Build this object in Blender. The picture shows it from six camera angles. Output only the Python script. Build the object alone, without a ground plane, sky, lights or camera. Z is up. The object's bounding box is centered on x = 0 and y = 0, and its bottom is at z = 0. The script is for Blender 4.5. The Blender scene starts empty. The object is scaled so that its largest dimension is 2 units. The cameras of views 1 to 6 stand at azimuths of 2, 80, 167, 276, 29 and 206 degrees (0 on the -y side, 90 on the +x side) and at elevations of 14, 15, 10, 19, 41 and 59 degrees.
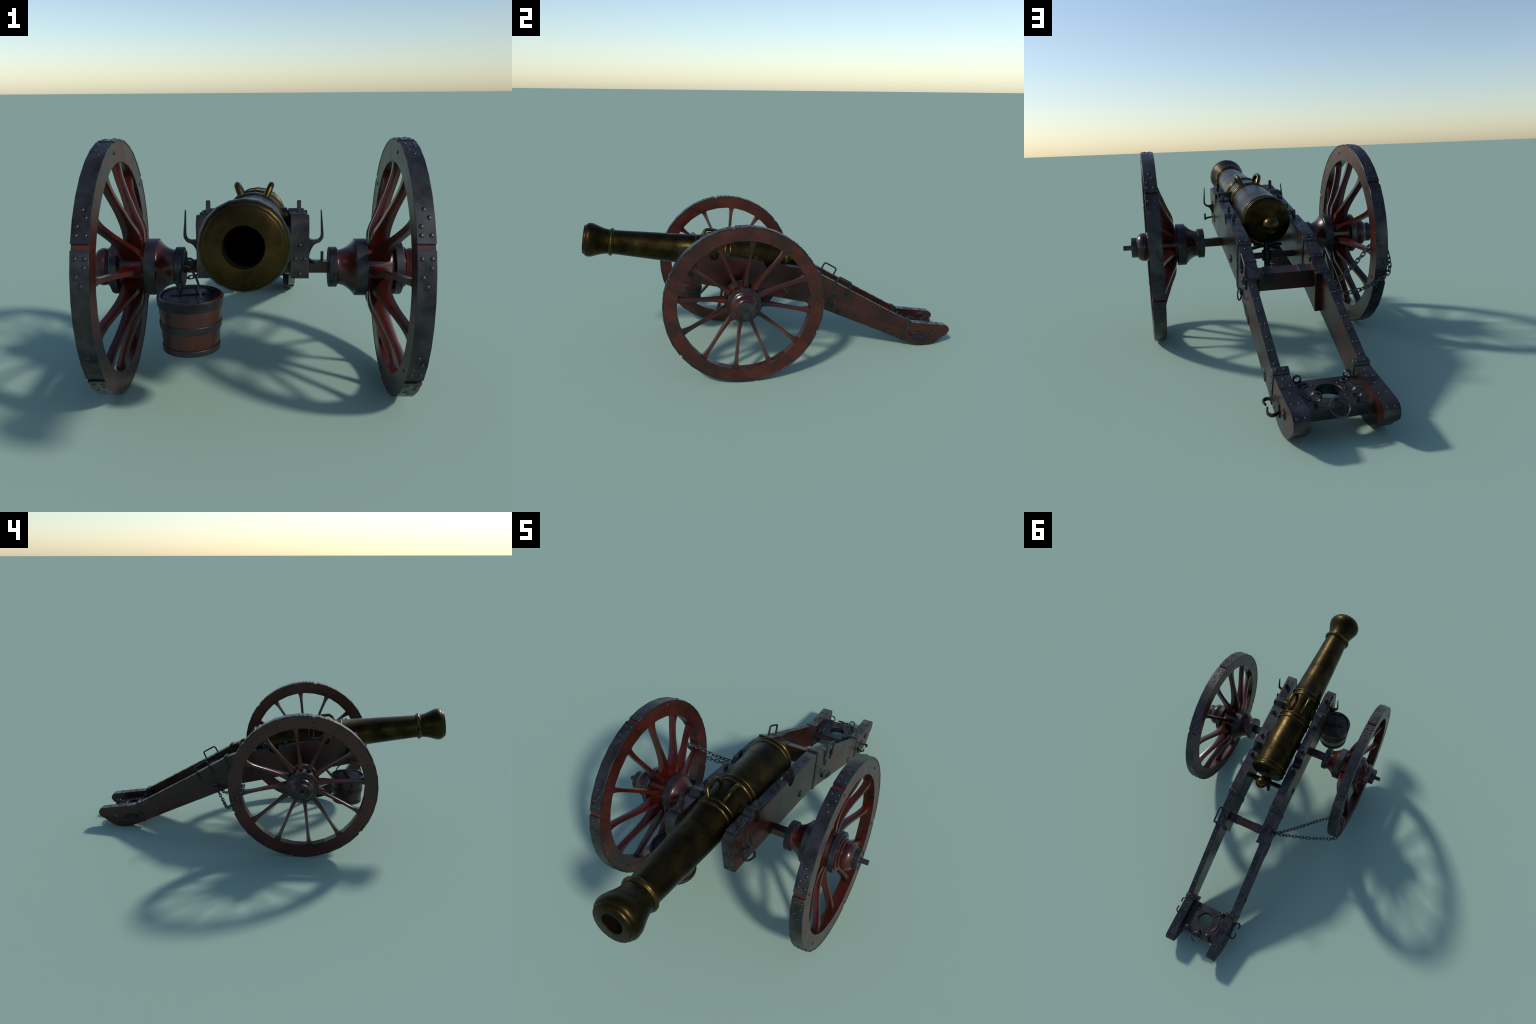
"""Field cannon: bronze barrel on a two-wheeled wooden carriage with iron fittings."""
import bpy, bmesh, math, random
from mathutils import Vector, Matrix, Quaternion

random.seed(7)
PI = math.pi

# ------------------------------------------------------------------ materials
def new_mat(name):
    m = bpy.data.materials.new(name)
    m.use_nodes = True
    nt = m.node_tree
    for n in list(nt.nodes):
        nt.nodes.remove(n)
    out = nt.nodes.new('ShaderNodeOutputMaterial')
    b = nt.nodes.new('ShaderNodeBsdfPrincipled')
    nt.links.new(b.outputs[0], out.inputs[0])
    return m, nt, b


def node(nt, kind, **kw):
    n = nt.nodes.new(kind)
    for k, v in kw.items():
        if k in n.inputs:
            n.inputs[k].default_value = v
        else:
            setattr(n, k, v)
    return n


def ramp(nt, src, stops):
    r = nt.nodes.new('ShaderNodeValToRGB')
    el = r.color_ramp.elements
    while len(el) < len(stops):
        el.new(0.5)
    for e, (p, c) in zip(el, stops):
        e.position = p
        e.color = (c[0], c[1], c[2], 1)
    nt.links.new(src, r.inputs[0])
    return r.outputs[0]


def coords(nt, scale, rot=(0, 0, 0), random_shift=False):
    tc = nt.nodes.new('ShaderNodeTexCoord')
    turn = nt.nodes.new('ShaderNodeMapping')          # first turn the grain, then stretch it
    turn.inputs['Rotation'].default_value = rot
    mp = nt.nodes.new('ShaderNodeMapping')
    mp.inputs['Scale'].default_value = scale
    src = tc.outputs['Object']
    if random_shift:
        oi = nt.nodes.new('ShaderNodeObjectInfo')
        mul = node(nt, 'ShaderNodeMath', operation='MULTIPLY')
        mul.inputs[1].default_value = 7.0
        nt.links.new(oi.outputs['Random'], mul.inputs[0])
        add = node(nt, 'ShaderNodeVectorMath', operation='ADD')
        nt.links.new(src, add.inputs[0])
        nt.links.new(mul.outputs[0], add.inputs[1])
        src = add.outputs[0]
    nt.links.new(src, turn.inputs[0])
    nt.links.new(turn.outputs[0], mp.inputs[0])
    return mp.outputs[0]


def noise(nt, vec, scale, detail=4, rough=0.55, dist=0.0):
    n = node(nt, 'ShaderNodeTexNoise', Scale=scale, Detail=detail, Roughness=rough, Distortion=dist)
    nt.links.new(vec, n.inputs['Vector'])
    return n.outputs['Fac']


def mix_rgb(nt, fac, a, b, mode='MIX'):
    m = nt.nodes.new('ShaderNodeMix')
    m.data_type = 'RGBA'
    m.blend_type = mode
    ins = [m.inputs[0], m.inputs[6], m.inputs[7]]
    for s, v in zip(ins, (fac, a, b)):
        if isinstance(v, (int, float)):
            s.default_value = v
        elif isinstance(v, tuple):
            s.default_value = (*v, 1)
        else:
            nt.links.new(v, s)
    return m.outputs[2]


def maprange(nt, src, a, b, lo, hi):
    m = node(nt, 'ShaderNodeMapRange')
    m.inputs[1].default_value = a
    m.inputs[2].default_value = b
    m.inputs[3].default_value = lo
    m.inputs[4].default_value = hi
    nt.links.new(src, m.inputs[0])
    return m.outputs[0]


def bump(nt, bsdf, h, strength, dist):
    b = node(nt, 'ShaderNodeBump', Strength=strength, Distance=dist)
    nt.links.new(h, b.inputs['Height'])
    nt.links.new(b.outputs[0], bsdf.inputs['Normal'])


def wood(name, grain, rot=(0, 0, 0), shift=False, red=(0.044, 0.0055, 0.0026), mid=(0.024, 0.0050, 0.0028),
         dark=(0.010, 0.0052, 0.0036), rough=(0.27, 0.40)):
    """Varnished dark red timber; grain = axis scale of the streaks."""
    m, nt, b = new_mat(name)
    v = coords(nt, grain, rot, shift)
    streak = noise(nt, v, 1.0, 5, 0.6, 0.4)
    fine = noise(nt, v, 4.0, 4, 0.65, 0.2)
    v2 = coords(nt, (1, 1, 1), (0, 0, 0), shift)
    blotch = noise(nt, v2, 9.0, 3, 0.5, 0.3)
    sum_ = node(nt, 'ShaderNodeMath', operation='ADD')
    nt.links.new(streak, sum_.inputs[0])
    nt.links.new(blotch, sum_.inputs[1])
    half = node(nt, 'ShaderNodeMath', operation='MULTIPLY')
    half.inputs[1].default_value = 0.5
    nt.links.new(sum_.outputs[0], half.inputs[0])
    base = ramp(nt, half.outputs[0], [(0.36, dark), (0.47, mid), (0.58, red)])
    fine_c = ramp(nt, fine, [(0.3, (0.72, 0.72, 0.72)), (0.62, (1.05, 1.05, 1.05))])
    col = mix_rgb(nt, 0.8, base, fine_c, 'MULTIPLY')
    nt.links.new(col, b.inputs['Base Color'])
    nt.links.new(maprange(nt, blotch, 0.3, 0.7, rough[0], rough[1]), b.inputs['Roughness'])
    b.inputs['Specular IOR Level'].default_value = 0.5
    bump(nt, b, fine, 0.12, 0.002)
    return m


def iron(name, lo=(0.013, 0.013, 0.0145), hi=(0.072, 0.069, 0.070), metallic=0.75, rough=(0.32, 0.50)):
    m, nt, b = new_mat(name)
    v = coords(nt, (1, 1, 1), (0, 0, 0), False)
    n1 = noise(nt, v, 16.0, 5, 0.6, 0.3)
    n2 = noise(nt, v, 140.0, 3, 0.6)
    col = ramp(nt, n1, [(0.3, lo), (0.72, hi)])
    nt.links.new(col, b.inputs['Base Color'])
    b.inputs['Metallic'].default_value = metallic
    nt.links.new(maprange(nt, n1, 0.3, 0.7, rough[1], rough[0]), b.inputs['Roughness'])
    bump(nt, b, n2, 0.08, 0.001)
    return m


def bronze(name, lo, mid, hi, rough=(0.34, 0.55), scale=14.0):
    m, nt, b = new_mat(name)
    v = coords(nt, (1, 1, 1))
    n1 = noise(nt, v, scale, 5, 0.6, 0.5)
    n2 = noise(nt, v, 90.0, 3, 0.6)
    col = ramp(nt, n1, [(0.32, lo), (0.5, mid), (0.68, hi)])
    nt.links.new(col, b.inputs['Base Color'])
    b.inputs['Metallic'].default_value = 0.95
    nt.links.new(maprange(nt, n1, 0.3, 0.7, rough[1], rough[0]), b.inputs['Roughness'])
    bump(nt, b, n2, 0.05, 0.001)
    return m


def plain(name, col, rough=0.8, metallic=0.0):
    m, nt, b = new_mat(name)
    v = coords(nt, (1, 1, 1))
    n1 = noise(nt, v, 30.0, 3)
    c = ramp(nt, n1, [(0.3, tuple(x * 0.7 for x in col)), (0.7, col)])
    nt.links.new(c, b.inputs['Base Color'])
    b.inputs['Roughness'].default_value = rough
    b.inputs['Metallic'].default_value = metallic
    return m


WOOD_TRAIL = wood('wood_trail', (22, 4.5, 22), (math.radians(20), 0, 0))
WOOD_WHEEL = wood('wood_felloe', (10, 6, 27), (math.radians(32), 0, 0), red=(0.060, 0.0085, 0.0035), mid=(0.037, 0.0060, 0.0030), dark=(0.013, 0.0060, 0.0040))
WOOD_SPOKE = wood('wood_spoke', (26, 26, 5), shift=True, red=(0.062, 0.0065, 0.0026), mid=(0.038, 0.0056, 0.0028), dark=(0.015, 0.0056, 0.0036), rough=(0.20, 0.30))
WOOD_HUB = wood('wood_hub', (6, 24, 24), red=(0.055, 0.0065, 0.0035), mid=(0.032, 0.0060, 0.0040), rough=(0.2, 0.34))
WOOD_BUCKET = wood('wood_bucket', (30, 30, 3.5), red=(0.044, 0.0058, 0.0027), mid=(0.021, 0.0045, 0.0026), rough=(0.26, 0.42))
IRON = iron('wrought_iron')
IRON_RIVET = iron('rivet_iron', (0.030, 0.029, 0.031), (0.080, 0.077, 0.077), 0.8, (0.23, 0.31))  # base lightened over wrought_iron to show the highlights on rivet heads
IRON_DARK = iron('blackened_iron', (0.012, 0.012, 0.014), (0.04, 0.04, 0.044), 0.6, (0.36, 0.55))
STEEL = iron('chain_steel', (0.05, 0.05, 0.056), (0.12, 0.12, 0.13), 0.85, (0.28, 0.4))
BRONZE = bronze('bronze_barrel', (0.009, 0.0062, 0.0018), (0.025, 0.0168, 0.0047), (0.050, 0.0330, 0.0092), (0.32, 0.46), 12.0)
BRONZE_BRIGHT = bronze('bronze_polished', (0.032, 0.021, 0.006), (0.066, 0.043, 0.012), (0.12, 0.078, 0.022), (0.26, 0.4), 26.0)
BORE_DARK = plain('bore_darkened', (0.004, 0.0034, 0.0026), 1.0)  # near-black bore wall, fully rough, with very low specular
BORE_DARK.node_tree.nodes['Principled BSDF'].inputs['Specular IOR Level'].default_value = 0.05

# ------------------------------------------------------------------ mesh tools
COL = bpy.context.scene.collection


def empty(name, parent=None):
    o = bpy.data.objects.new(name, None)
    COL.objects.link(o)
    o.empty_display_size = 0.1
    o.parent = parent
    return o


def to_mesh(name, verts, faces, angle=35.0):
    me = bpy.data.meshes.new(name)
    me.from_pydata([tuple(v) for v in verts], [], faces)
    bm = bmesh.new()
    bm.from_mesh(me)
    bmesh.ops.recalc_face_normals(bm, faces=bm.faces)
    bm.to_mesh(me)
    bm.free()
    finish(me, angle)
    return me


def finish(me, angle=35.0):
    for p in me.polygons:
        p.use_smooth = True
    me.set_sharp_from_angle(angle=math.radians(angle))
    me.update()


def bevel_mesh(me, width, segs=1, angle=35.0, limit=30.0):
    bm = bmesh.new()
    bm.from_mesh(me)
    lim = math.radians(limit)
    ed = [e for e in bm.edges if len(e.link_faces) == 2 and e.calc_face_angle(0) > lim]
    if ed:
        bmesh.ops.bevel(bm, geom=ed, offset=width, segments=segs, affect='EDGES', profile=0.5, clamp_overlap=True)
    bm.to_mesh(me)
    bm.free()
    finish(me, angle)
    return me


def add(name, me, mat, parent, mtx=None):
    o = bpy.data.objects.new(name, me)
    COL.objects.link(o)
    if len(me.materials) == 0:
        me.materials.append(mat)
    o.parent = parent
    if mtx is not None:
        o.matrix_basis = mtx
    return o


def prism(name, poly, x0, x1, bev=0.0, angle=35.0):
    """Polygon in the y-z plane pushed from x0 to x1."""
    n = len(poly)
    v = [(x0, y, z) for y, z in poly] + [(x1, y, z) for y, z in poly]
    f = [list(range(n)), list(range(n, 2 * n))[::-1]]
    f += [[i, (i + 1) % n, n + (i + 1) % n, n + i] for i in range(n)]
    me = to_mesh(name, v, f, angle)
    if bev:
        bevel_mesh(me, bev, 1, angle)
    return me


def plate_xz(name, poly, y0, y1, bev=0.0):
    me = prism(name, poly, y0, y1, 0)
    for v in me.vertices:
        x, y, z = v.co
        v.co = (y, x, z)
    me.flip_normals()
    if bev:
        bevel_mesh(me, bev)
    return me


def box(name, c, size, bev=0.0, rot=None):
    cx, cy, cz = c
    hx, hy, hz = (s / 2 for s in size)
    me = prism(name, [(-hy, -hz), (hy, -hz), (hy, hz), (-hy, hz)], -hx, hx, bev)
    m = Matrix.Translation(c)
    if rot is not None:
        m = m @ rot
    me.transform(m)
    return me


def lathe(name, prof, origin=(0, 0, 0), axis=(1, 0, 0), segs=20, up=(0, 0, 1), angle=35.0, phase=0.0, close=False):
    """Revolve (distance along axis, radius) about an axis."""
    a = Vector(axis).normalized()
    u = Vector(up)
    u = (u - a * u.dot(a)).normalized()
    w = a.cross(u)
    o = Vector(origin)
    v, f, rows = [], [], []
    for d, r in prof:
        if r < 1e-6:
            rows.append([len(v)])
            v.append(o + a * d)
        else:
            row = []
            for i in range(segs):
                t = 2 * PI * i / segs + phase
                row.append(len(v))
                v.append(o + a * d + (u * math.cos(t) + w * math.sin(t)) * r)
            rows.append(row)
    pairs = list(zip(rows, rows[1:]))
    if close:
        pairs.append((rows[-1], rows[0]))
    for A, B in pairs:
        for i in range(segs):
            j = (i + 1) % segs
            if len(A) == 1 and len(B) == 1:
                continue
            if len(A) == 1:
                f.append([A[0], B[j], B[i]])
            elif len(B) == 1:
                f.append([A[i], A[j], B[0]])
            else:
                f.append([A[i], A[j], B[j], B[i]])
    if not close:
        for R, rev in ((rows[0], False), (rows[-1], True)):
            if len(R) > 1:
                f.append(R[::-1] if rev else R)
    return to_mesh(name, v, f, angle)


def tube(name, pts, r, segs=8, closed=False, radii=None, flat=None, angle=50.0):
    """Sweep a round (or flattened) section along points."""
    P = [Vector(p) for p in pts]
    n = len(P)
    tang = []
    for i in range(n):
        if closed:
            t = P[(i + 1) % n] - P[i - 1]
        else:
            t = P[min(i + 1, n - 1)] - P[max(i - 1, 0)]
        tang.append(t.normalized())
    ref = Vector((0, 0, 1)) if abs(tang[0].z) < 0.9 else Vector((1, 0, 0))
    nrm = (ref - tang[0] * ref.dot(tang[0])).normalized()
    v, f = [], []
    for i in range(n):
        nrm = (nrm - tang[i] * nrm.dot(tang[i])).normalized()
        bi = tang[i].cross(nrm)
        rr = radii[i] if radii else r
        fa, fb = flat if flat else (1, 1)
        for k in range(segs):
            t = 2 * PI * (k + 0.5) / segs
            v.append(P[i] + nrm * math.cos(t) * rr * fa + bi * math.sin(t) * rr * fb)
    m = n if closed else n - 1
    for i in range(m):
        j = (i + 1) % n
        for k in range(segs):
            l = (k + 1) % segs
            f.append([i * segs + k, i * segs + l, j * segs + l, j * segs + k])
    if not closed:
        f.append(list(range(segs)))
        f.append(list(range((n - 1) * segs, n * segs))[::-1])
    return to_mesh(name, v, f, angle)


def arc_pts(c, r, a0, a1, n, ex, ey):
    c, ex, ey = Vector(c), Vector(ex).normalized(), Vector(ey).normalized()
    return [c + ex * math.cos(math.radians(a0 + (a1 - a0) * i / n)) * r
            + ey * math.sin(math.radians(a0 + (a1 - a0) * i / n)) * r for i in range(n + 1)]


def ring(name, c, r, t, ex, ey, n=20, segs=8, flat=None):
    return tube(name, arc_pts(c, r, 0, 360 * (n - 1) / n, n - 1, ex, ey), t, segs, closed=True, flat=flat)


def round_path(pts, r, n=4):
    """Round the inner corners of a polyline."""
    P = [Vector(p) for p in pts]
    out = [P[0]]
    for a, b, c in zip(P, P[1:], P[2:]):
        d1, d2 = (a - b), (c - b)
        k = min(r, d1.length * 0.48, d2.length * 0.48)
        p, q = b + d1.normalized() * k, b + d2.normalized() * k
        for i in range(n + 1):
            t = i / n
            out.append(p * (1 - t) ** 2 + b * 2 * t * (1 - t) + q * t * t)
    out.append(P[-1])
    return out


def offset_line(pts, d):
    """Shift an open y-z polyline to its right-hand side by d."""
    res = []
    n = len(pts)
    for i in range(n):
        p0, p1, p2 = pts[max(i - 1, 0)], pts[i], pts[min(i + 1, n - 1)]
        a = Vector((p1[0] - p0[0], p1[1] - p0[1]))
        b = Vector((p2[0] - p1[0], p2[1] - p1[1]))
        if a.length < 1e-9: a = b
        if b.length < 1e-9: b = a
        na = Vector((a.y, -a.x)).normalized()
        nb = Vector((b.y, -b.x)).normalized()
        m = (na + nb).normalized()
        k = d / max(0.5, m.dot(na))
        res.append((p1[0] + m.x * k, p1[1] + m.y * k))
    return res


def strip(name, line, thick, x0, x1):
    """Iron strap lying on an open y-z line (outer face on the line)."""
    inner = offset_line(line, thick)
    v, f = [], []
    for (y, z), (yi, zi) in zip(line, inner):
        v += [(x0, y, z), (x1, y, z), (x1, yi, zi), (x0, yi, zi)]
    n = len(line)
    for i in range(n - 1):
        a, b = 4 * i, 4 * i + 4
        for k in range(4):
            l = (k + 1) % 4
            f.append([a + k, a + l, b + l, b + k])
    f.append([0, 1, 2, 3])
    f.append([4 * n - 1, 4 * n - 2, 4 * n - 3, 4 * n - 4])
    return to_mesh(name, v, f, 25)


def boolean_cut(me, cutter):
    a = bpy.data.objects.new('tmp_a', me)
    b = bpy.data.objects.new('tmp_b', cutter)
    COL.objects.link(a)
    COL.objects.link(b)
    md = a.modifiers.new('cut', 'BOOLEAN')
    md.operation = 'DIFFERENCE'
    md.solver = 'EXACT'
    md.object = b
    dg = bpy.context.evaluated_depsgraph_get()
    res = bpy.data.meshes.new_from_object(a.evaluated_get(dg))
    bpy.data.objects.remove(a)
    bpy.data.objects.remove(b)
    finish(res)
    return res


def dome_mesh(name, r, h, segs=10):
    """Rivet head standing on z = 0, rising along +z."""
    prof = [(-0.001, r * 1.0), (0.0, r), (h * 0.5, r * 0.86), (h * 0.85, r * 0.5), (h, 0.0)]
    return lathe(name, prof, (0, 0, 0), (0, 0, 1), segs, up=(1, 0, 0), angle=60)


def place(p, normal, spin=0.0):
    q = Vector((0, 0, 1)).rotation_difference(Vector(normal).normalized())
    return Matrix.Translation(p) @ q.to_matrix().to_4x4() @ Matrix.Rotation(spin, 4, 'Z')


RIVET = dome_mesh('rivet_head', 0.0052, 0.0028)
RIVET_BIG = dome_mesh('strake_rivet_head', 0.0066, 0.0024)
RIVET_SMALL = dome_mesh('small_rivet_head', 0.0030, 0.0024, 8)


def rivet(p, nrm, parent, me=None):
    return add('rivet', me or RIVET, IRON_RIVET, parent, place(p, nrm))


# ------------------------------------------------------------------ root
ROOT = empty('field_cannon')
ROOT['label'] = 'bronze field cannon on red wooden wheeled carriage with iron fittings'
ROOT['category'] = 'cannon'

# ------------------------------------------------------------------ barrel
TH = math.atan(0.1322)
A0 = Vector((0, 0, 0.5105))
AX = Vector((0, math.cos(TH), -math.sin(TH)))        # toward the breech
MUZ = -0.9992


def bead(s, r, h, w):
    return [(s - w, r), (s - w * 0.75, r + h * 0.55), (s - w * 0.3, r + h), (s + w * 0.3, r + h), (s + w * 0.75, r + h * 0.55), (s + w, r)]


barrel_prof = [(MUZ + 0.30, 0.0), (MUZ + 0.30, 0.0385), (MUZ + 0.003, 0.0388), (MUZ, 0.0398), (MUZ, 0.0735), (MUZ + 0.0012, 0.0755), (MUZ + 0.0100, 0.0772),
               (MUZ + 0.0106, 0.0806), (MUZ + 0.0150, 0.0842), (MUZ + 0.0220, 0.0872), (MUZ + 0.031, 0.0884), (MUZ + 0.042, 0.0876),
               (MUZ + 0.056, 0.0828), (MUZ + 0.075, 0.0755), (MUZ + 0.095, 0.0690), (MUZ + 0.112, 0.0655), (MUZ + 0.125, 0.0640)]
barrel_prof += [(-0.871, 0.0640), (-0.870, 0.0672), (-0.867, 0.0680), (-0.865, 0.0715), (-0.861, 0.0738), (-0.857, 0.0738), (-0.853, 0.0712),
                (-0.851, 0.0672), (-0.848, 0.0668), (-0.847, 0.0628)]
barrel_prof += [(-0.60, 0.0735), (-0.436, 0.0808)]
barrel_prof += bead(-0.4305, 0.0812, 0.0042, 0.0048) + [(-0.416, 0.0822)] + bead(-0.4030, 0.0822, 0.0042, 0.0048)
barrel_prof += [(-0.395, 0.0828), (-0.280, 0.0862)]
barrel_prof += bead(-0.2725, 0.0866, 0.0042, 0.0048) + [(-0.260, 0.0872)] + bead(-0.2465, 0.0872, 0.0044, 0.0048)
barrel_prof += [(-0.238, 0.0876), (0.028, 0.0908)]
barrel_prof += bead(0.035, 0.0908, 0.0040, 0.0045) + [(0.048, 0.0912)] + bead(0.061, 0.0910, 0.0036, 0.0045)
barrel_prof += [(0.068, 0.0915), (0.071, 0.0890), (0.074, 0.070), (0.078, 0.045), (0.082, 0.030), (0.086, 0.021), (0.0865, 0.0)]
barrel_me = lathe('barrel', barrel_prof, A0, AX, 20, angle=62)
barrel_me.materials.append(BRONZE)
barrel_me.materials.append(BORE_DARK)
barrel_me.materials.append(BRONZE_BRIGHT)
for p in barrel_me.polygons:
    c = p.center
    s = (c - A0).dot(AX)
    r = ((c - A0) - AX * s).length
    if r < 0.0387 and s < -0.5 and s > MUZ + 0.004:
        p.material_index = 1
    else:
        for c0 in (-0.859, -0.4305, -0.4030, -0.2725, -0.2465, 0.035, 0.061):
            if abs(s - c0) < (0.010 if c0 < -0.8 else 0.0042):
                p.material_index = 2
BARREL = add('barrel', barrel_me, BRONZE, ROOT)

KN = 0.1387
kn = [(0.084, 0.0), (0.084, 0.021), (0.094, 0.0165), (0.103, 0.0155), (0.108, 0.0165)]
for i in range(1, 11):
    a = math.radians(148 - 148 * i / 10)
    kn.append((KN + 0.031 * math.cos(a), 0.031 * math.sin(a)))
kn[-1] = (KN + 0.031, 0.0)
add('cascabel_knob', lathe('cascabel_knob', kn, A0, AX, 20, angle=60), BRONZE_BRIGHT, BARREL)

TRY, TRZ = -0.3325, 0.5665
for s in (1, -1):
    me = lathe('trunnion', [(0.04, 0.0), (0.04, 0.032), (0.088, 0.031), (0.0925, 0.0298), (0.0925, 0.0245), (0.145, 0.0237), (0.1485, 0.0228), (0.1492, 0.018), (0.1492, 0.0)],
               (0, TRY, TRZ), (s, 0, 0), 20, angle=40)
    add('trunnion', me, BRONZE, BARREL)
    # lifting handle ("dolphin") beside the top of the reinforce
    hp = round_path([(s * 0.031, -0.381, 0.628), (s * 0.0475, -0.3605, 0.6655), (s * 0.0475, -0.2935, 0.6565), (s * 0.031, -0.275, 0.617)], 0.018, 5)
    n = len(hp)
    rad = [0.0088 if 2 <= i < n - 2 else 0.0092 for i in range(n)]
    add('lifting_handle', tube('lifting_handle', hp, 0.009, 10, radii=rad), BRONZE_BRIGHT, BARREL)

# ------------------------------------------------------------------ wheels
WY, WZ = -0.2155, 0.3915
R_TYRE, R_FEL, R_IN = 0.3902, 0.3848, 0.3225
XI, XO = 0.4085, 0.4550


def arc_block(name, r0, r1, x0, x1, a0, a1, n, bev=0.0):
    """Sector of a flat ring round the wheel axis; angles in degrees, from +y toward +z."""
    v, f = [], []
    for i in range(n + 1):
        a = math.radians(a0 + (a1 - a0) * i / n)
        c, s = math.cos(a), math.sin(a)
        for x, r in ((x0, r0), (x1, r0), (x1, r1), (x0, r1)):
            v.append((x, r * c, r * s))
    for i in range(n):
        a, b = 4 * i, 4 * i + 4
        for k in range(4):
            l = (k + 1) % 4
            f.append([a + k, a + l, b + l, b + k])
    f.append([0, 1, 2, 3])
    f.append([4 * n + 3, 4 * n + 2, 4 * n + 1, 4 * n])
    me = to_mesh(name, v, f, 40)
    if bev:
        bevel_mesh(me, bev, 1, 40, 50)
    return me


def interp(tab, x):
    for (x0, y0), (x1, y1) in zip(tab, tab[1:]):
        if x <= x1:
            t = (x - x0) / (x1 - x0)
            return y0 + (y1 - y0) * t
    return tab[-1][1]


SP_W = [(0.06, 0.0250), (0.085, 0.0240), (0.12, 0.0205), (0.16, 0.0175), (0.21, 0.0165), (0.26, 0.0172), (0.29, 0.0200), (0.31, 0.0250), (0.318, 0.0285), (0.330, 0.0295)]
SP_I = [(0.06, 0.3430), (0.095, 0.3430), (0.115, 0.3445), (0.13, 0.3485), (0.15, 0.3580), (0.17, 0.3680), (0.193, 0.3755), (0.218, 0.3862), (0.244, 0.3955), (0.269, 0.4040), (0.30, 0.4115), (0.330, 0.4150)]
SP_O = [(0.06, 0.3985), (0.085, 0.3985), (0.105, 0.3960), (0.13, 0.3965), (0.15, 0.3985), (0.17, 0.4020), (0.193, 0.4070), (0.218, 0.4140), (0.244, 0.4225), (0.269, 0.4310), (0.30, 0.4385), (0.330, 0.4430)]


def spoke_mesh(s):
    """One spoke standing along +z from the wheel centre: flat inner and outer faces, bulged flanks."""
    v, f = [], []
    st = [0.062, 0.085, 0.10, 0.12, 0.14, 0.16, 0.18, 0.20, 0.22, 0.24, 0.26, 0.28, 0.295, 0.305, 0.313, 0.319, 0.328]
    for r in st:
        w, xi, xo = interp(SP_W, r) / 2, interp(SP_I, r), interp(SP_O, r)
        d = xo - xi
        rnd = max(0.0, min(1.0, (r - 0.09) / 0.05)) * max(0.0, min(1.0, (0.318 - r) / 0.03))
        c = 1 - 0.20 * rnd                       # the two flat edges are narrower than the belly
        sec = [(xi, -w * c), (xi + d * 0.2, -w * (1 - 0.06 * rnd)), (xi + d * 0.5, -w), (xi + d * 0.8, -w * (1 - 0.06 * rnd)), (xo, -w * c),
               (xo, w * c), (xi + d * 0.8, w * (1 - 0.06 * rnd)), (xi + d * 0.5, w), (xi + d * 0.2, w * (1 - 0.06 * rnd)), (xi, w * c)]
        v += [(s * x, y, r) for x, y in sec]
    m = 10
    for i in range(len(st) - 1):
        for k in range(m):
            l = (k + 1) % m
            f.append([i * m + k, i * m + l, (i + 1) * m + l, (i + 1) * m + k])
    f.append(list(range(m)))
    f.append(list(range((len(st) - 1) * m, len(st) * m))[::-1])
    return to_mesh('spoke', v, f, 38)


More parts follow.
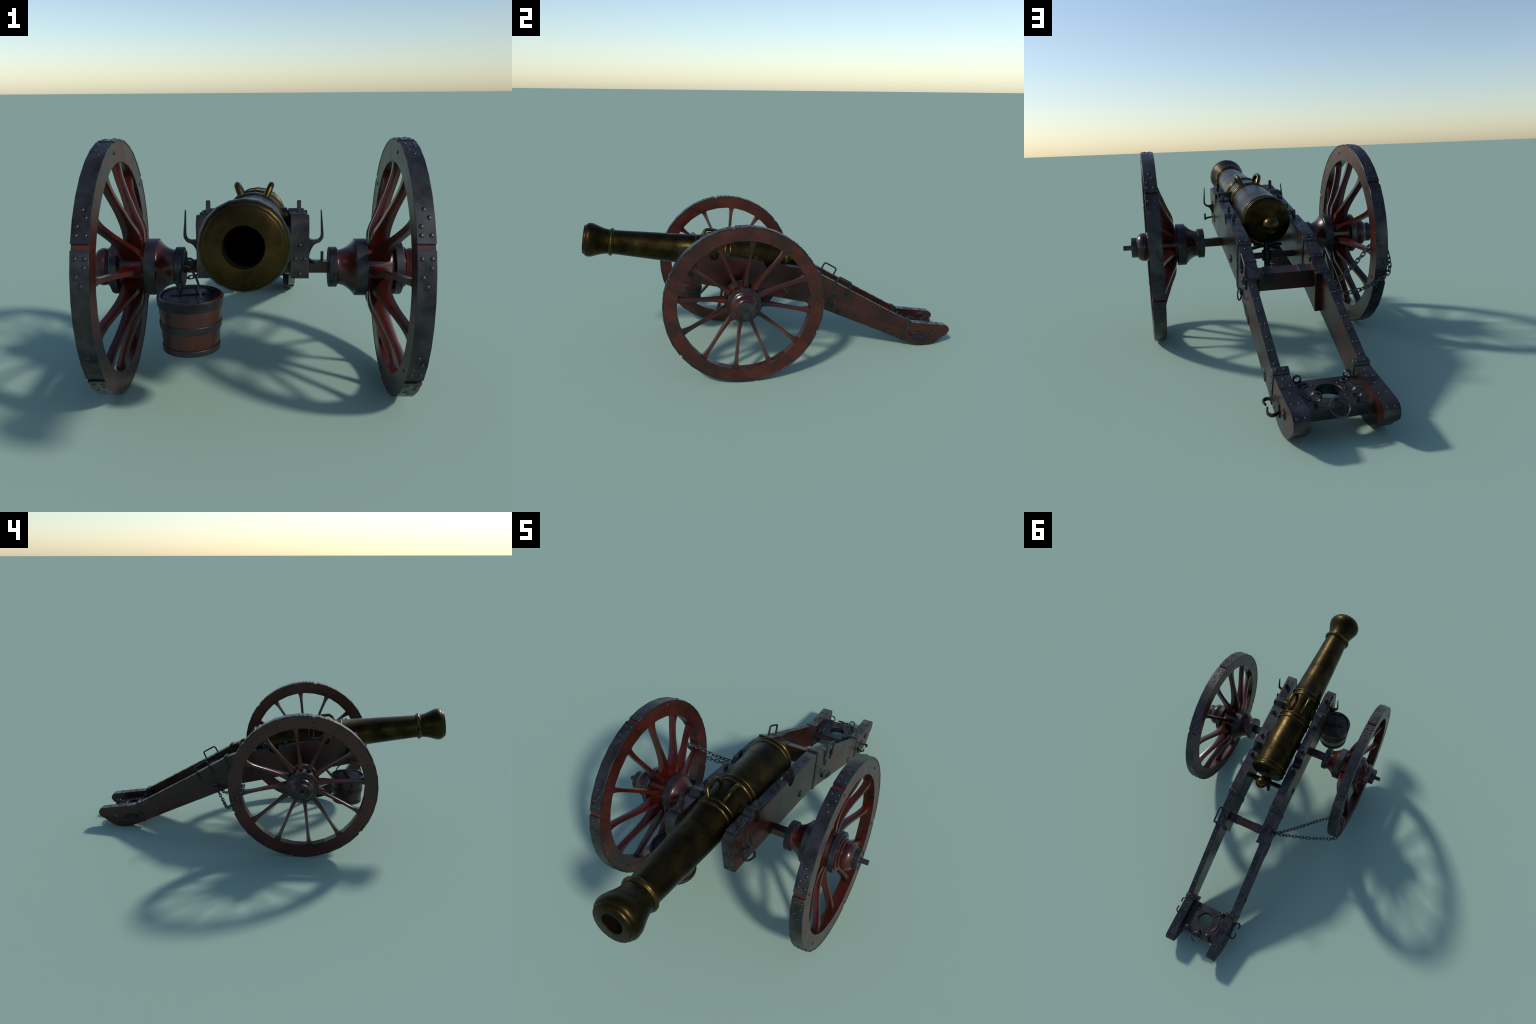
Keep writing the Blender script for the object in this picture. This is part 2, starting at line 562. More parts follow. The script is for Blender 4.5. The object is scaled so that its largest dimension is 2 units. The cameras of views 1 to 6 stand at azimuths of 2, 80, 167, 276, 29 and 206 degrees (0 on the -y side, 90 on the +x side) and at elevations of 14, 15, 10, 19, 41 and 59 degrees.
def wheel(s):
    W = empty('wheel', ROOT)
    W.location = (0, WY, WZ)
    # nave, turned profile along the axle
    nave = [(0.2225, 0.020), (0.2225, 0.0545), (0.246, 0.0545), (0.2475, 0.0535), (0.256, 0.0540), (0.266, 0.0570), (0.276, 0.0625), (0.286, 0.0705), (0.294, 0.0790),
            (0.300, 0.0835), (0.334, 0.0835), (0.336, 0.0765), (0.345, 0.0750), (0.412, 0.0715), (0.418, 0.0690), (0.4385, 0.0690), (0.4405, 0.0705), (0.4440, 0.0700),
            (0.4465, 0.0665), (0.4485, 0.0595), (0.4500, 0.0615), (0.4530, 0.0618), (0.456, 0.0580), (0.4580, 0.0548), (0.462, 0.0565), (0.468, 0.0585),
            (0.475, 0.0588), (0.482, 0.0570), (0.489, 0.0525), (0.495, 0.0462), (0.499, 0.0400), (0.503, 0.0380), (0.503, 0.0)]
    add('hub', lathe('hub', nave, (0, 0, 0), (s, 0, 0), 20, angle=42), WOOD_HUB, W)
    for x0, x1, r, ri in ((0.2215, 0.2465, 0.0618, 0.030), (0.2995, 0.3345, 0.0876, 0.07), (0.4165, 0.4395, 0.0840, 0.06)):
        b = 0.0012
        prof = [(x0, ri), (x0, r - b), (x0 + b, r), (x1 - b, r), (x1, r - b), (x1, ri)]
        add('hub_band', lathe('hub_band', prof, (0, 0, 0), (s, 0, 0), 20, angle=30), IRON, W)
    cap = [(0.498, 0.0), (0.498, 0.0405), (0.4995, 0.0418), (0.5195, 0.0418), (0.521, 0.0405), (0.521, 0.0365), (0.5185, 0.0355), (0.5185, 0.0125), (0.523, 0.0118),
           (0.523, 0.0103), (0.5525, 0.0103), (0.5535, 0.0094), (0.5535, 0.0)]
    add('axle_cap', lathe('axle_cap', cap, (0, 0, 0), (s, 0, 0), 20, angle=30), IRON, W)
    sp = spoke_mesh(s)
    for k in range(12):
        a = 82.5 + 30 * k
        add('spoke', sp, WOOD_SPOKE, W, Matrix.Rotation(math.radians(a - 90), 4, 'X'))
    bolt = None
    for k in range(6):
        j = 7.5 + 60 * k                                   # felloe joint
        me = arc_block('felloe', R_IN, R_FEL, s * XI, s * XO, j + 0.02, j + 59.98, 6, 0.0005)
        add('felloe', me, WOOD_WHEEL, W)
        g = 37.5 + 60 * k                                  # gap between two tyre strakes
        me = arc_block('tyre_strake', R_FEL - 0.0005, R_TYRE, s * (XI - 0.001), s * (XO + 0.001), g + 1.25, g + 58.75, 6, 0.0007)
        add('tyre_strake', me, IRON, W)
        xm = (XI + XO) / 2
        for d in (1, -1):
            for da, dx in ((4.4, 0.0125), (4.4, -0.0125), (7.9, 0.0115 * d), (11.3, -0.0095 * d), (14.8, 0.002 * d)):
                a = math.radians(g + d * da)
                # the tyre is a 36-sided polygon: sit the head on its flat
                nrm = Vector((0, math.cos(a), math.sin(a)))
                seg = 57.5 / 6
                off = ((d * da - 1.25) % seg if d > 0 else (-(d * da) - 1.25) % seg) - seg / 2
                rr = R_TYRE * math.cos(math.radians(seg / 2)) / math.cos(math.radians(off))
                rivet(Vector((s * xm + dx, 0, 0)) + nrm * rr, nrm, W, RIVET_BIG)
        a = math.radians(g)
        for x, dr in ((XO, 1), (XI, -1)):
            c = Vector((s * x, 0.356 * math.cos(a), 0.356 * math.sin(a)))
            if bolt is None:
                bolt = box('felloe_bolt', (0, 0, 0), (0.0085, 0.0085, 0.004), 0.0008)
            add('felloe_bolt', bolt, IRON_DARK, W, place(c, (s * dr, 0, 0), 0.5 + a))
    return W


for s in (1, -1):
    wheel(s)

# axle bar between the wheels
add('axle', box('axle', (0, WY, 0.3935), (0.452, 0.034, 0.0345), 0.0015), WOOD_HUB, ROOT)

# ------------------------------------------------------------------ carriage cheeks
CX0, CX1, CXM = 0.0990, 0.1450, 0.1185
front_line = [(-0.515, 0.4425), (-0.515, 0.572), (-0.5125, 0.587), (-0.505, 0.599), (-0.494, 0.6065), (-0.482, 0.6055),
              (-0.27, 0.5632), (-0.0695, 0.5232), (-0.0685, 0.514), (-0.0645, 0.502), (-0.0560, 0.489), (-0.0430, 0.4830), (-0.0290, 0.4875),
              (-0.0185, 0.4990), (-0.0135, 0.5095), (0.02, 0.5030), (0.1265, 0.4820), (0.165, 0.4738), (0.200, 0.4625), (0.235, 0.4448), (0.402, 0.3475)]
mid_line = [(0.402, 0.3475), (0.757, 0.1490)]
tail_line = [(0.757, 0.1490), (0.772, 0.1400), (0.9760, 0.1118), (0.9895, 0.1055), (0.9985, 0.0935), (1.0000, 0.0795), (0.9915, 0.0635), (0.9710, 0.0475)]
bottom = [(0.9400, 0.0265), (0.9130, 0.0110), (0.8850, 0.0025), (0.8480, 0.0), (0.8100, 0.0040), (0.7700, 0.0190), (0.7110, 0.0460), (0.1500, 0.2935)]
TK = 0.0032
top_all = front_line + mid_line[1:] + tail_line[1:]
outline = offset_line(top_all, TK) + bottom


def line_at(line, y):
    for (y0, z0), (y1, z1) in zip(line, line[1:]):
        if y0 <= y <= y1 and y1 > y0:
            t = (y - y0) / (y1 - y0)
            return z0 + (z1 - z0) * t, Vector((y1 - y0, z1 - z0)).normalized()
    return line[-1][1], Vector((1, 0))


def eye_plate(name, y, z, tan, h, w, t, s, hole, mat=None):
    """Upright lug with a round hole, standing on the strap."""
    up = Vector((-tan.y, tan.x))
    n = 8
    r = w / 2
    cz = h - r
    o = [(-r, -0.004)] + [(-r * math.cos(PI * i / n), cz + r * math.sin(PI * i / n)) for i in range(n + 1)] + [(r, -0.004)]
    hl = [(hole * math.cos(2 * PI * i / 12), cz + hole * math.sin(2 * PI * i / 12)) for i in range(12)]
    conv = lambda q: (y + tan.x * q[0] + up.x * q[1], z + tan.y * q[0] + up.y * q[1])
    xm = (CX0 + CX1) / 2
    me = prism(name, [conv(q) for q in o], s * (xm - t / 2), s * (xm + t / 2), 0)
    cut = prism('cut', [conv(q) for q in hl], s * (xm - t), s * (xm + t), 0)
    me = boolean_cut(me, cut)
    bevel_mesh(me, 0.0007, 1, 35, 60)
    return me


def washer(name, y, z, s, r=0.0155, x=CX1):
    prof = [(-0.001, 0.0), (-0.001, r), (0.0030, r), (0.0042, r - 0.0015), (0.0036, 0.0068), (0.0050, 0.0062), (0.0064, 0.0045), (0.0068, 0.0020), (0.0069, 0.0)]
    return lathe(name, prof, (s * x, y, z), (s, 0, 0), 16, angle=30)


def band(name, quad, s, x0, x1, bev=0.0008):
    return prism(name, quad, s * x0, s * x1, bev)


def cheek(s):
    me = prism('cheek', outline, s * CX0, s * CX1)
    cut = prism('cut', [(0.398, 0.42), (0.348, 0.150), (0.55, -0.05), (0.712, 0.020), (0.766, 0.180)], s * 0.05, s * CXM)
    me = boolean_cut(me, cut)
    bevel_mesh(me, 0.0010, 1, 35, 40)
    C = add('cheek', me, WOOD_TRAIL, ROOT)
    e = 0.0006
    add('top_strap', strip('top_strap', front_line, TK + 0.0004, s * (CX0 - e), s * (CX1 + e)), IRON, C)
    add('top_strap', strip('top_strap', mid_line, TK + 0.0004, s * (CXM - e), s * (CX1 + e)), IRON, C)
    add('top_strap', strip('top_strap', tail_line, TK + 0.0004, s * (CX0 - e), s * (CX1 + e)), IRON, C)
    xm = (CX0 + CX1) / 2

    def top_rivet(y, dx=0.0, x=None, line=top_all, lift=0.0):
        z, t = line_at(line[3:], y)
        nrm = (0, -t.y, t.x)
        rivet(Vector((s * ((x or xm) + dx), y, z)) + Vector(nrm) * lift, nrm, C)

    # front face rivets
    for dx, z in ((0, 0.531), (-0.012, 0.4935), (0.012, 0.4935), (0, 0.4535)):
        rivet((s * (xm + dx), -0.515, z), (0, -1, 0), C)
    # cap square over the trunnion, with its hump
    z0, t0 = line_at(top_all[3:], TRY)
    cl = []
    yb, yf = -0.268, -0.478
    hr = 0.0285
    cl.append((yf, line_at(top_all[3:], yf)[0] + 0.0055))
    ys = TRY - 0.034
    cl.append((ys - 0.006, line_at(top_all[3:], ys)[0] + 0.0068))
    for i in range(9):
        a = math.radians(155 - 135 * i / 8)
        cl.append((TRY + hr * math.cos(a), TRZ + 0.0005 + hr * math.sin(a)))
    ys = TRY + 0.036
    cl.append((ys + 0.004, line_at(top_all[3:], ys)[0] + 0.0045))
    cl.append((yb + 0.018, line_at(top_all[3:], yb + 0.018)[0] + 0.0050))
    me = strip('cap_square', cl, 0.0052, s * (CX0 - 0.0035), s * (CX1 - 0.006))
    add('cap_square', bevel_mesh(me, 0.0007, 1, 25, 40), IRON, C)
    # lugs and keys on the top strap
    for y, h, w, hole, lift in ((-0.428, 0.034, 0.021, 0.0058, 0.005), (-0.262, 0.0175, 0.0165, 0.0042, 0.004), (-0.112, 0.0185, 0.0180, 0.0045, 0.0), (0.008, 0.029, 0.0200, 0.0055, 0.0)):
        z, t = line_at(top_all[4:], y)
        add('lug', eye_plate('lug', y, z + lift, t, h, w, 0.0105, s, hole), IRON, C)
    for y, dx, lift in ((-0.466, -0.015, 0.0055), (-0.466, 0.011, 0.0055), (-0.262, -0.017, 0.005), (-0.262, 0.012, 0.005)):
        top_rivet(y, dx, lift=lift)
    for y in (0.058, 0.20):
        if y < 0.1:
            top_rivet(y, -0.010), top_rivet(y, 0.010)
    top_rivet(0.128)
    top_rivet(0.262)
    # iron band at the bend of the trail
    b1 = [(0.2220, 0.4575), (0.2245, 0.4605), (0.2420, 0.4480), (0.2410, 0.4360), (0.1890, 0.2700), (0.1690, 0.2790)]
    add('trail_band', band('trail_band', b1, s, CX0 - 0.0025, CX1 + 0.0025), IRON, C)
    for dx in (-0.012, 0.012):
        rivet((s * (xm + dx), 0.2335, 0.4545), (0, 0.55, 0.83), C)
    for f in (0.08, 0.36, 0.64, 0.92):
        y, z = 0.234 + (0.180 - 0.234) * f, 0.442 + (0.283 - 0.442) * f
        rivet((s * (CX1 + 0.0025), y, z), (s, 0, 0), C, RIVET_SMALL)
    # iron band in front of the trail end
    b2 = [(0.7515, 0.1555), (0.7540, 0.1575), (0.7730, 0.1465), (0.7730, 0.1360), (0.7300, 0.0345), (0.7130, 0.0415)]
    add('trail_band', band('trail_band', b2, s, CX0 - 0.0025, CX1 + 0.0025), IRON, C)
    for dx in (-0.012, 0.012):
        rivet((s * (xm + dx), 0.7640, 0.1520), (0, 0.5, 0.86), C)
    for y, z in ((0.7575, 0.1330), (0.7470, 0.1085), (0.7350, 0.0790), (0.7235, 0.0545)):
        rivet((s * (CX1 + 0.0025), y, z), (s, 0, 0), C, RIVET_SMALL)
    # two carrying-handle straps over the top, and the handle
    xh = CX1 + 0.0045
    feet = ((0.2985, 0.3500), (0.3725, 0.3075))
    tops = ((0.3225, 0.3945), (0.3985, 0.3500))
    for (fy, fz), (ty, tz) in zip(feet, tops):
        d = Vector((ty - fy, tz - fz)).normalized()
        n = Vector((d.y, -d.x)) * 0.0048
        q = [(fy - n.x, fz - n.y), (fy + n.x, fz + n.y), (ty + n.x, tz + n.y), (ty - n.x, tz - n.y)]
        add('handle_strap', band('handle_strap', q, s, CX1 - 0.001, CX1 + 0.0045), IRON_DARK, C)
        # over the top
        g = [Vector((ty, tz)) + n * 1.2 + d * 0.0008, Vector((ty, tz)) - n * 1.2 + d * 0.0008, Vector((ty, tz)) - n * 1.2 - d * 0.008, Vector((ty, tz)) + n * 1.2 - d * 0.008]
        add('handle_strap', band('handle_strap', [(p.x, p.y) for p in g], s, CX0 - 0.0030, CX1 + 0.0030), IRON_DARK, C)
        g = [Vector((ty, tz)) + n - d * 0.002, Vector((ty, tz)) - n - d * 0.002, Vector((ty, tz)) - n - d * 0.022, Vector((ty, tz)) + n - d * 0.022]
        add('handle_strap', band('handle_strap', [(p.x, p.y) for p in g], s, CX0 - 0.0030, CX0 + 0.002), IRON_DARK, C)
        for dx in (-0.012, 0.012):
            rivet((s * (xm + dx), ty + d.x * 0.001, tz + d.y * 0.001), (0, d.x, d.y), C, RIVET_SMALL)
        for k in (0.12, 0.5):
            rivet((s * xh, fy + (ty - fy) * k, fz + (tz - fz) * k), (s, 0, 0), C, RIVET_SMALL)
    hp = round_path([(s * xh, 0.3085, 0.3690), (s * xh, 0.3395, 0.4270), (s * xh, 0.4105, 0.3865), (s * xh, 0.3825, 0.3270)], 0.011, 4)
    add('carrying_handle', tube('carrying_handle', hp, 0.0046, 8), IRON_DARK, C)
    # rivets along the narrow trail top
    xn = (CXM + CX1) / 2
    for y, pair in ((0.438, 0), (0.490, 1), (0.540, 0), (0.592, 1), (0.640, 0), (0.690, 1), (0.735, 0)):
        for dx in ((-0.0055, 0.0055) if pair else (0,)):
            top_rivet(y, dx, xn)
    for y, pair in ((0.800, 0), (0.838, 1), (0.880, 0), (0.935, 1)):
        for dx in ((-0.0105, 0.0105) if pair else (0,)):
            top_rivet(y, dx)
    for dx in (-0.0115, 0.0115):
        rivet((s * (xm + dx), 0.9930, 0.1000), (0, 0.82, 0.57), C)
    # through bolts with round washers
    for y, z in ((0.045, 0.3600), (0.3175, 0.3265), (0.8910, 0.0730)):
        add('through_bolt', washer('through_bolt', y, z, s), IRON, C)
    # lower plates
    q = [(0.3260, 0.2160), (0.3310, 0.2420), (0.3960, 0.2130), (0.3905, 0.1870)]
    add('side_plate', band('side_plate', q, s, CX1 - 0.001, CX1 + 0.0022), IRON, C)
    for y, z in ((0.3400, 0.2275), (0.3625, 0.2180), (0.3840, 0.2085)):
        rivet((s * (CX1 + 0.0022), y, z), (s, 0, 0), C, RIVET_SMALL)
    q = [(0.6240, 0.0840), (0.6290, 0.1130), (0.6500, 0.1060), (0.6450, 0.0740)]
    add('side_plate', band('side_plate', q, s, CX1 - 0.001, CX1 + 0.0022), IRON, C)
    for y, z in ((0.6325, 0.1065), (0.6440, 0.1025)):
        rivet((s * (CX1 + 0.0022), y, z), (s, 0, 0), C, RIVET_SMALL)
    # rope hooks near the trail end
    q = [(0.7720, 0.0420), (0.7750, 0.0830), (0.8420, 0.0800), (0.8390, 0.0390)]
    add('hook_plate', band('hook_plate', q, s, CX1 - 0.001, CX1 + 0.0030), IRON_DARK, C)
    for y, z in ((0.7800, 0.0780), (0.8360, 0.0755), (0.7780, 0.0465), (0.8330, 0.0435)):
        rivet((s * (CX1 + 0.003), y, z), (s, 0, 0), C, RIVET_SMALL)
    h1 = round_path([(s * 0.1440, 0.7860, 0.0700), (s * 0.1540, 0.7680, 0.0700), (s * 0.1680, 0.7600, 0.0690), (s * 0.1800, 0.7720, 0.0660), (s * 0.1750, 0.7900, 0.0640)], 0.008, 3)
    h2 = round_path([(s * 0.1440, 0.8330, 0.0560), (s * 0.1580, 0.8440, 0.0540), (s * 0.1700, 0.8470, 0.0530), (s * 0.1800, 0.8350, 0.0570), (s * 0.1755, 0.8150, 0.0640)], 0.008, 3)
    for hpth in (h1, h2):
        add('rope_hook', tube('rope_hook', hpth, 0.0046, 6, flat=(1.25, 0.8)), IRON_DARK, C)
    # ring on a staple on the outer face
    add('staple', tube('staple', arc_pts((s * 0.1435, 0.2800, 0.2760), 0.0085, 0, 180, 6, (0, 0.15, 1), (s, 0, 0)), 0.0028, 8), IRON_DARK, C)
    if s > 0:
        add('ring', ring('ring', (s * 0.1575, 0.2975, 0.2750), 0.0215, 0.0028, (s * 0.45, 0.89, 0), (0, 0, 1), 20), STEEL, C)
    # fork hook near the front: flat plate with an upright tine
    q = [(-0.4740, 0.4860), (-0.4740, 0.5480), (-0.4440, 0.5480), (-0.4440, 0.4860)]
    add('hook_plate', band('hook_plate', q, s, CX1 - 0.001, CX1 + 0.0030), IRON_DARK, C)
    q = [(-0.4520, 0.4560), (-0.4520, 0.4960), (-0.4040, 0.4950), (-0.4040, 0.4550)]
    add('hook_plate', band('hook_plate', q, s, CX1 - 0.001, CX1 + 0.0024), IRON_DARK, C)
    for y, z in ((-0.4420, 0.4900), (-0.4110, 0.4895), (-0.4420, 0.4610), (-0.4110, 0.4600)):
        rivet((s * (CX1 + 0.0024), y, z), (s, 0, 0), C, RIVET_SMALL)
    fork = [(0.1440, 0.5480), (0.1475, 0.5390), (0.1520, 0.5340), (0.1590, 0.5320), (0.1680, 0.5325), (0.1745, 0.5350), (0.1785, 0.5400), (0.1795, 0.5480), (0.1780, 0.6130), (0.1805, 0.6130),
            (0.1865, 0.5480), (0.1860, 0.5385), (0.1820, 0.5310), (0.1765, 0.5255), (0.1660, 0.5215), (0.1600, 0.5165), (0.1545, 0.5070), (0.1505, 0.4960), (0.1490, 0.4850), (0.1440, 0.4850)]
    me = plate_xz('fork_hook', [(s * a, b) for a, b in fork], -0.4590, -0.4475, 0.0008)
    add('fork_hook', me, IRON, C)
    hk = round_path([(s * 0.1440, -0.4420, 0.4790), (s * 0.1520, -0.4620, 0.4750), (s * 0.1650, -0.4700, 0.4720), (s * 0.1790, -0.4590, 0.4710), (s * 0.1850, -0.4380, 0.4710)], 0.010, 3)
    add('rope_hook', tube('rope_hook', hk, 0.0050, 4, flat=(1.15, 0.95), angle=30), IRON, C)
    add('rope_hook', box('rope_hook', (s * 0.1850, -0.4345, 0.4805), (0.0075, 0.0085, 0.0300), 0.0008), IRON, C)
    return C


CHEEKS = {s: cheek(s) for s in (1, -1)}

# ------------------------------------------------------------------ transom between the cheeks
sl = math.radians(-22)
d, u = Vector((math.cos(sl), math.sin(sl))), Vector((-math.sin(sl), math.cos(sl)))
tb = Vector((0.3530, 0.3505))                      # upper rear edge
quad = [tb, tb - d * 0.0440, tb - d * 0.0440 - u * 0.0710, tb - u * 0.0710]
TR = add('transom', prism('transom', [(p.x, p.y) for p in quad], -0.1005, 0.1005, 0.001), WOOD_TRAIL, ROOT)
for xc in (0.059, -0.065):
    e = 0.0016
    q = [tb + (d + u) * e, tb - d * 0.0440 + (u - d) * e, tb - d * 0.0440 - d * e - u * 0.040, tb + d * e - u * 0.0400]
    add('transom_strap', prism('transom_strap', [(p.x, p.y) for p in q], xc - 0.0155, xc + 0.0155, 0.0006), IRON_DARK, TR)
    for dx in (-0.006, 0.006):
        p = tb + d * e - u * 0.0340
        rivet((xc + dx, p.x, p.y), (0, d.x, d.y), TR, RIVET_SMALL)

# ------------------------------------------------------------------ elevating screw under the breech
SY = 0.056
SCREW = add('elevating_screw', lathe('elevating_screw', [(0.312, 0.0), (0.312, 0.0125), (0.345, 0.0125), (0.345, 0.0185), (0.3465, 0.0195), (0.384, 0.0195), (0.3855, 0.0185), (0.3855, 0.0118),
                                                         (0.398, 0.0118), (0.398, 0.0155), (0.409, 0.0155), (0.409, 0.0095), (0.4165, 0.0095), (0.4165, 0.0)],
                                                        (0.004, SY, 0), (0, 0, 1), 14, up=(1, 0, 0), angle=30), IRON_DARK, ROOT)
add('cross_bar', box('cross_bar', (0, SY, 0.3655), (0.199, 0.020, 0.0215), 0.001), IRON_DARK, SCREW)
for k in range(4):
    a = math.radians(28 + 90 * k)
    c, sn = math.cos(a), math.sin(a)
    pts = [(0.004 + c * r, SY + sn * r, z) for r, z in ((0.010, 0.4035), (0.045, 0.4030), (0.074, 0.4010))]
    add('screw_arm', tube('screw_arm', pts, 0.006, 8, radii=[0.0052, 0.0060, 0.0072]), IRON_DARK, SCREW)

# ------------------------------------------------------------------ trail plate with pintle hole
def tail_z(y):
    return 0.1095 - (y - 0.76) * 0.145


P0, P1 = 0.7600, 0.9255
tp = prism('trail_plate', [(P0, tail_z(P0)), (P1, tail_z(P1)), (P1 - 0.004, tail_z(P1) - 0.031), (P0 - 0.004, tail_z(P0) - 0.031)], -0.1000, 0.1000)
cut = lathe('cut', [(0.0, 0.0), (0.0, 0.0392), (0.2, 0.0392), (0.2, 0.0)], (0.0, 0.8315, 0.0), (0, 0, 1), 20, up=(1, 0, 0))
tp = boolean_cut(tp, cut)
bevel_mesh(tp, 0.0011, 1, 35, 50)
PLATE = add('trail_plate', tp, IRON, ROOT)
TN = Vector((0, 0.143, 0.99)).normalized()


def on_plate(x, y, h=0.0):
    return Vector((x, y, tail_z(y))) + TN * h


for sx in (1, -1):
    for x, y in ((0.0380, 0.7950), (0.0500, 0.8290), (0.0405, 0.8650)):
        rivet(on_plate(sx * x, y), TN, PLATE)
for s in (1, -1):
    # raised scroll straps either side of the hole
    pts = round_path([on_plate(s * x, y, 0.0006) for x, y in ((0.0665, 0.7960), (0.0765, 0.8170), (0.0780, 0.8460), (0.0640, 0.8680))], 0.016, 4)
    add('scroll_strap', tube('scroll_strap', pts, 0.0058, 8, flat=(0.5, 1.0)), IRON, PLATE)
    add('scroll_strap', ring('scroll_strap', on_plate(s * 0.0615, 0.7870, 0.001), 0.0100, 0.0036, (1, 0, 0), (0, 1, -0.145), 14), IRON, PLATE)
    # eye bolts
    c = on_plate(s * 0.0755, 0.7665, 0.0105)
    add('eye_bolt', ring('eye_bolt', c, 0.0108, 0.0026, (1, 0, 0), (0, 0.15, 1), 18, flat=(0.9, 2.2)), IRON, PLATE)
    c = Vector((s * 0.0590, 0.9055, 0.1170))
    add('eye_bolt', ring('eye_bolt', c, 0.0150, 0.0026, (1, 0, 0), (0, 0.15, 1), 20, flat=(0.9, 2.2)), IRON, PLATE)
    st = lathe('eye_bolt_stem', [(-0.004, 0.0), (-0.004, 0.0060), (0.0145, 0.0048), (0.0145, 0.0)], on_plate(s * 0.0590, 0.9040), TN, 10, up=(1, 0, 0))
    add('eye_bolt_stem', st, IRON, PLATE)
add('staple', tube('staple', arc_pts(on_plate(0, 0.9020, 0.004), 0.0125, 0, 180, 8, (0, 1, -0.145), TN), 0.0045, 8), IRON, PLATE)
add('towing_ring', ring('towing_ring', (-0.0010, 0.9300, 0.0900), 0.0285, 0.0031, (1, 0, 0), (0, 0.707, -0.707), 22), STEEL, PLATE)

# ------------------------------------------------------------------ bucket hanging from the hook
BC = Vector((-0.1735, -0.4610, 0.0))
ZB, ZT = 0.2290, 0.3820


def br(z):
    return 0.0765 + (z - ZB) / (ZT - ZB) * 0.0125


bp = [(ZB + 0.006, 0.0), (ZB + 0.006, br(ZB) - 0.006), (ZB, br(ZB) - 0.005), (ZB, br(ZB) - 0.001), (ZB + 0.002, br(ZB)), (0.30, br(0.30)), (ZT - 0.0035, br(ZT)), (ZT, br(ZT) - 0.002), (ZT + 0.0005, br(ZT) - 0.005),
      (ZT - 0.0015, br(ZT) - 0.009), (ZT - 0.010, br(ZT) - 0.0105), (ZT - 0.0102, 0.0)]
BUCKET = add('bucket', lathe('bucket', bp, BC, (0, 0, 1), 28, up=(1, 0, 0), angle=40), WOOD_BUCKET, ROOT)
for z0, z1 in ((0.3545, 0.3785), (0.2925, 0.3120), (0.2280, 0.2440)):
    t = 0.0030
    prof = [(z0, br(z0) - 0.003), (z0, br(z0) + t - 0.0008), (z0 + 0.001, br(z0) + t), (z1 - 0.001, br(z1) + t), (z1, br(z1) + t - 0.0008), (z1, br(z1) - 0.003)]
    add('bucket_hoop', lathe('bucket_hoop', prof, BC, (0, 0, 1), 28, up=(1, 0, 0), angle=30, close=True), IRON_DARK, BUCKET)
lidz = ZT - 0.0070
lid = lathe('bucket_lid', [(lidz - 0.004, 0.0), (lidz - 0.004, 0.0772), (lidz + 0.0022, 0.0772), (lidz + 0.0030, 0.0760), (lidz + 0.0030, 0.0)], BC, (0, 0, 1), 28, up=(1, 0, 0), angle=30)
add('bucket_lid', lid, IRON_DARK, BUCKET)
lt = lidz + 0.003
rotb = Matrix.Rotation(math.radians(13), 4, 'Z')
bx = Vector((math.cos(math.radians(13)), math.sin(math.radians(13)), 0))
bc = Vector((BC.x - 0.006, BC.y + 0.006, lt))
add('lid_bar', box('lid_bar', bc + Vector((0, 0, 0.0016)), (0.096, 0.0070, 0.0045), 0.0006, rotb), IRON_DARK, BUCKET)
up_ = Vector((0, 0, 1))
hp = round_path([bc - bx * 0.024 + up_ * 0.002, bc - bx * 0.021 + up_ * 0.020, bc + bx * 0.021 + up_ * 0.020, bc + bx * 0.024 + up_ * 0.002], 0.010, 4)
add('lid_handle', tube('lid_handle', hp, 0.0030, 8), IRON_DARK, BUCKET)
# ears, bail and the ring on the hook; the bail is swung round from the fore-and-aft line
bd = Vector((0.470, -0.883, 0))
bn = Vector((0.883, 0.470, 0))
APEX = Vector((-0.1750, -0.4610, 0.4555))
for d_ in (-1, 1):
    c = Vector((BC.x, BC.y, 0)) + bd * (0.0800 * d_)
    ear = [c + bn * (0.0075 * k) + up_ * z for k, z in ((-1, ZT - 0.010), (-1, ZT + 0.012), (0, ZT + 0.0200), (1, ZT + 0.012), (1, ZT - 0.010))]
    add('bail_ear', tube('bail_ear', round_path(ear, 0.007, 3), 0.0024, 8), IRON, BUCKET)
bail = []
for i in range(21):
    a = PI * i / 20
    c = Vector((BC.x, BC.y, ZT + 0.0100)) + bd * (-math.cos(a) * 0.0790)
    h = math.sin(a) ** 0.85
    bail.append(c + Vector(((APEX.x - BC.x) * h, (APEX.y - BC.y) * h, (APEX.z - ZT - 0.0100) * h)))
add('bucket_bail', tube('bucket_bail', bail, 0.0033, 8), IRON, BUCKET)
add('bail_ring', ring('bail_ring', (-0.1735, -0.4660, 0.4685), 0.0145, 0.0026, (1, 0.25, 0), (0, 0.2, 1), 18, flat=(0.9, 1.7)), IRON_DARK, BUCKET)

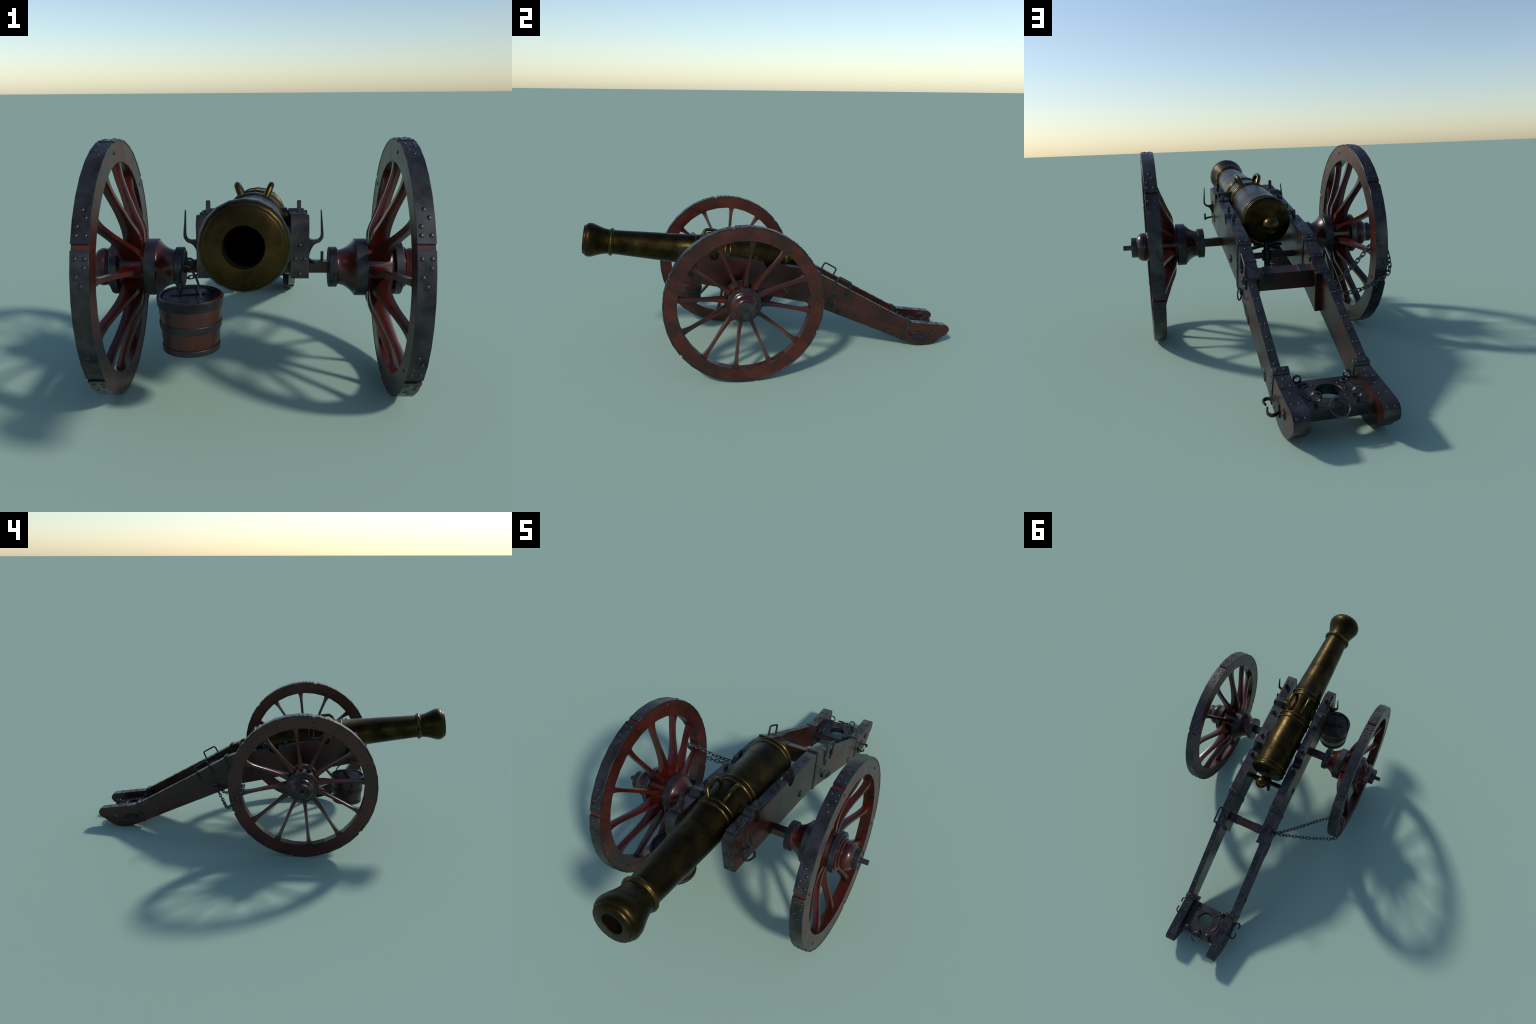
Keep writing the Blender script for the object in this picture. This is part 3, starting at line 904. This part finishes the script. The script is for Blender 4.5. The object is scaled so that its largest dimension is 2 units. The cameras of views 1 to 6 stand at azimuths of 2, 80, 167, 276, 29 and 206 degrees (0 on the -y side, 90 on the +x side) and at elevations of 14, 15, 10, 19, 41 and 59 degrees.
# ------------------------------------------------------------------ drag chain looped round one wheel rim
CHAIN = empty('chain', ROOT)
raw = [(-0.150, 0.2850, 0.2800), (-0.1994, 0.2341, 0.2616), (-0.2731, 0.1781, 0.2866), (-0.3387, 0.1368, 0.3265), (-0.3950, 0.1105, 0.3690), (-0.4150, 0.0970, 0.3850),
       (-0.4420, 0.0890, 0.3930), (-0.4640, 0.0930, 0.3860), (-0.4740, 0.1120, 0.3560), (-0.4760, 0.1330, 0.3240), (-0.4660, 0.1580, 0.2870),
       (-0.4400, 0.1740, 0.2650), (-0.4030, 0.1820, 0.2500), (-0.3605, 0.1952, 0.2365), (-0.3040, 0.2135, 0.2267), (-0.2528, 0.2308, 0.2290), (-0.1989, 0.2612, 0.2530), (-0.152, 0.2840, 0.2760)]
P = [Vector(p) for p in raw]
# smooth resample (Catmull-Rom), then step one link pitch at a time
dense = []
for i in range(len(P) - 1):
    p0, p1, p2, p3 = P[max(i - 1, 0)], P[i], P[i + 1], P[min(i + 2, len(P) - 1)]
    for k in range(12):
        t = k / 12
        dense.append(0.5 * ((2 * p1) + (p2 - p0) * t + (2 * p0 - 5 * p1 + 4 * p2 - p3) * t * t + (3 * p1 - p0 - 3 * p2 + p3) * t ** 3))
dense.append(P[-1])
LK, LW, LT = 0.0146, 0.0068, 0.0026                # half length, half width, wire radius
loop = [(-LK + LT, LW - LT * 0.2), (LK - LT * 2.2, LW), (LK - LT, LW * 0.5), (LK - LT, -LW * 0.5), (LK - LT * 2.2, -LW), (-LK + LT * 2.2, -LW), (-LK + LT, -LW * 0.5), (-LK + LT, LW * 0.5), (-LK + LT * 2.2, LW)][1:]
link_me = tube('chain_link', [(x, y, 0) for x, y in loop], LT, 8, closed=True)
pitch = 2 * LK - 4 * LT + 0.0006
acc, nxt, k = 0.0, pitch * 0.5, 0
for a, b in zip(dense, dense[1:]):
    seg = (b - a).length
    while acc + seg >= nxt:
        p = a.lerp(b, (nxt - acc) / seg)
        t = (b - a).normalized()
        up = Vector((0, 0.2, 1))
        side = t.cross(up).normalized()
        nn = side.cross(t)
        roll = math.radians(30 + 90 * (k % 2) + random.uniform(-10, 10))
        m = Matrix((t, side, nn)).transposed().to_4x4()
        add('chain_link', link_me, STEEL, CHAIN, Matrix.Translation(p) @ m @ Matrix.Rotation(roll, 4, 'X'))
        nxt += pitch
        k += 1
    acc += seg
add('chain_ring', ring('chain_ring', (-0.1555, 0.2890, 0.2800), 0.0130, 0.0026, (0, 1, 0), (-0.3, 0, 1), 16), STEEL, CHAIN)
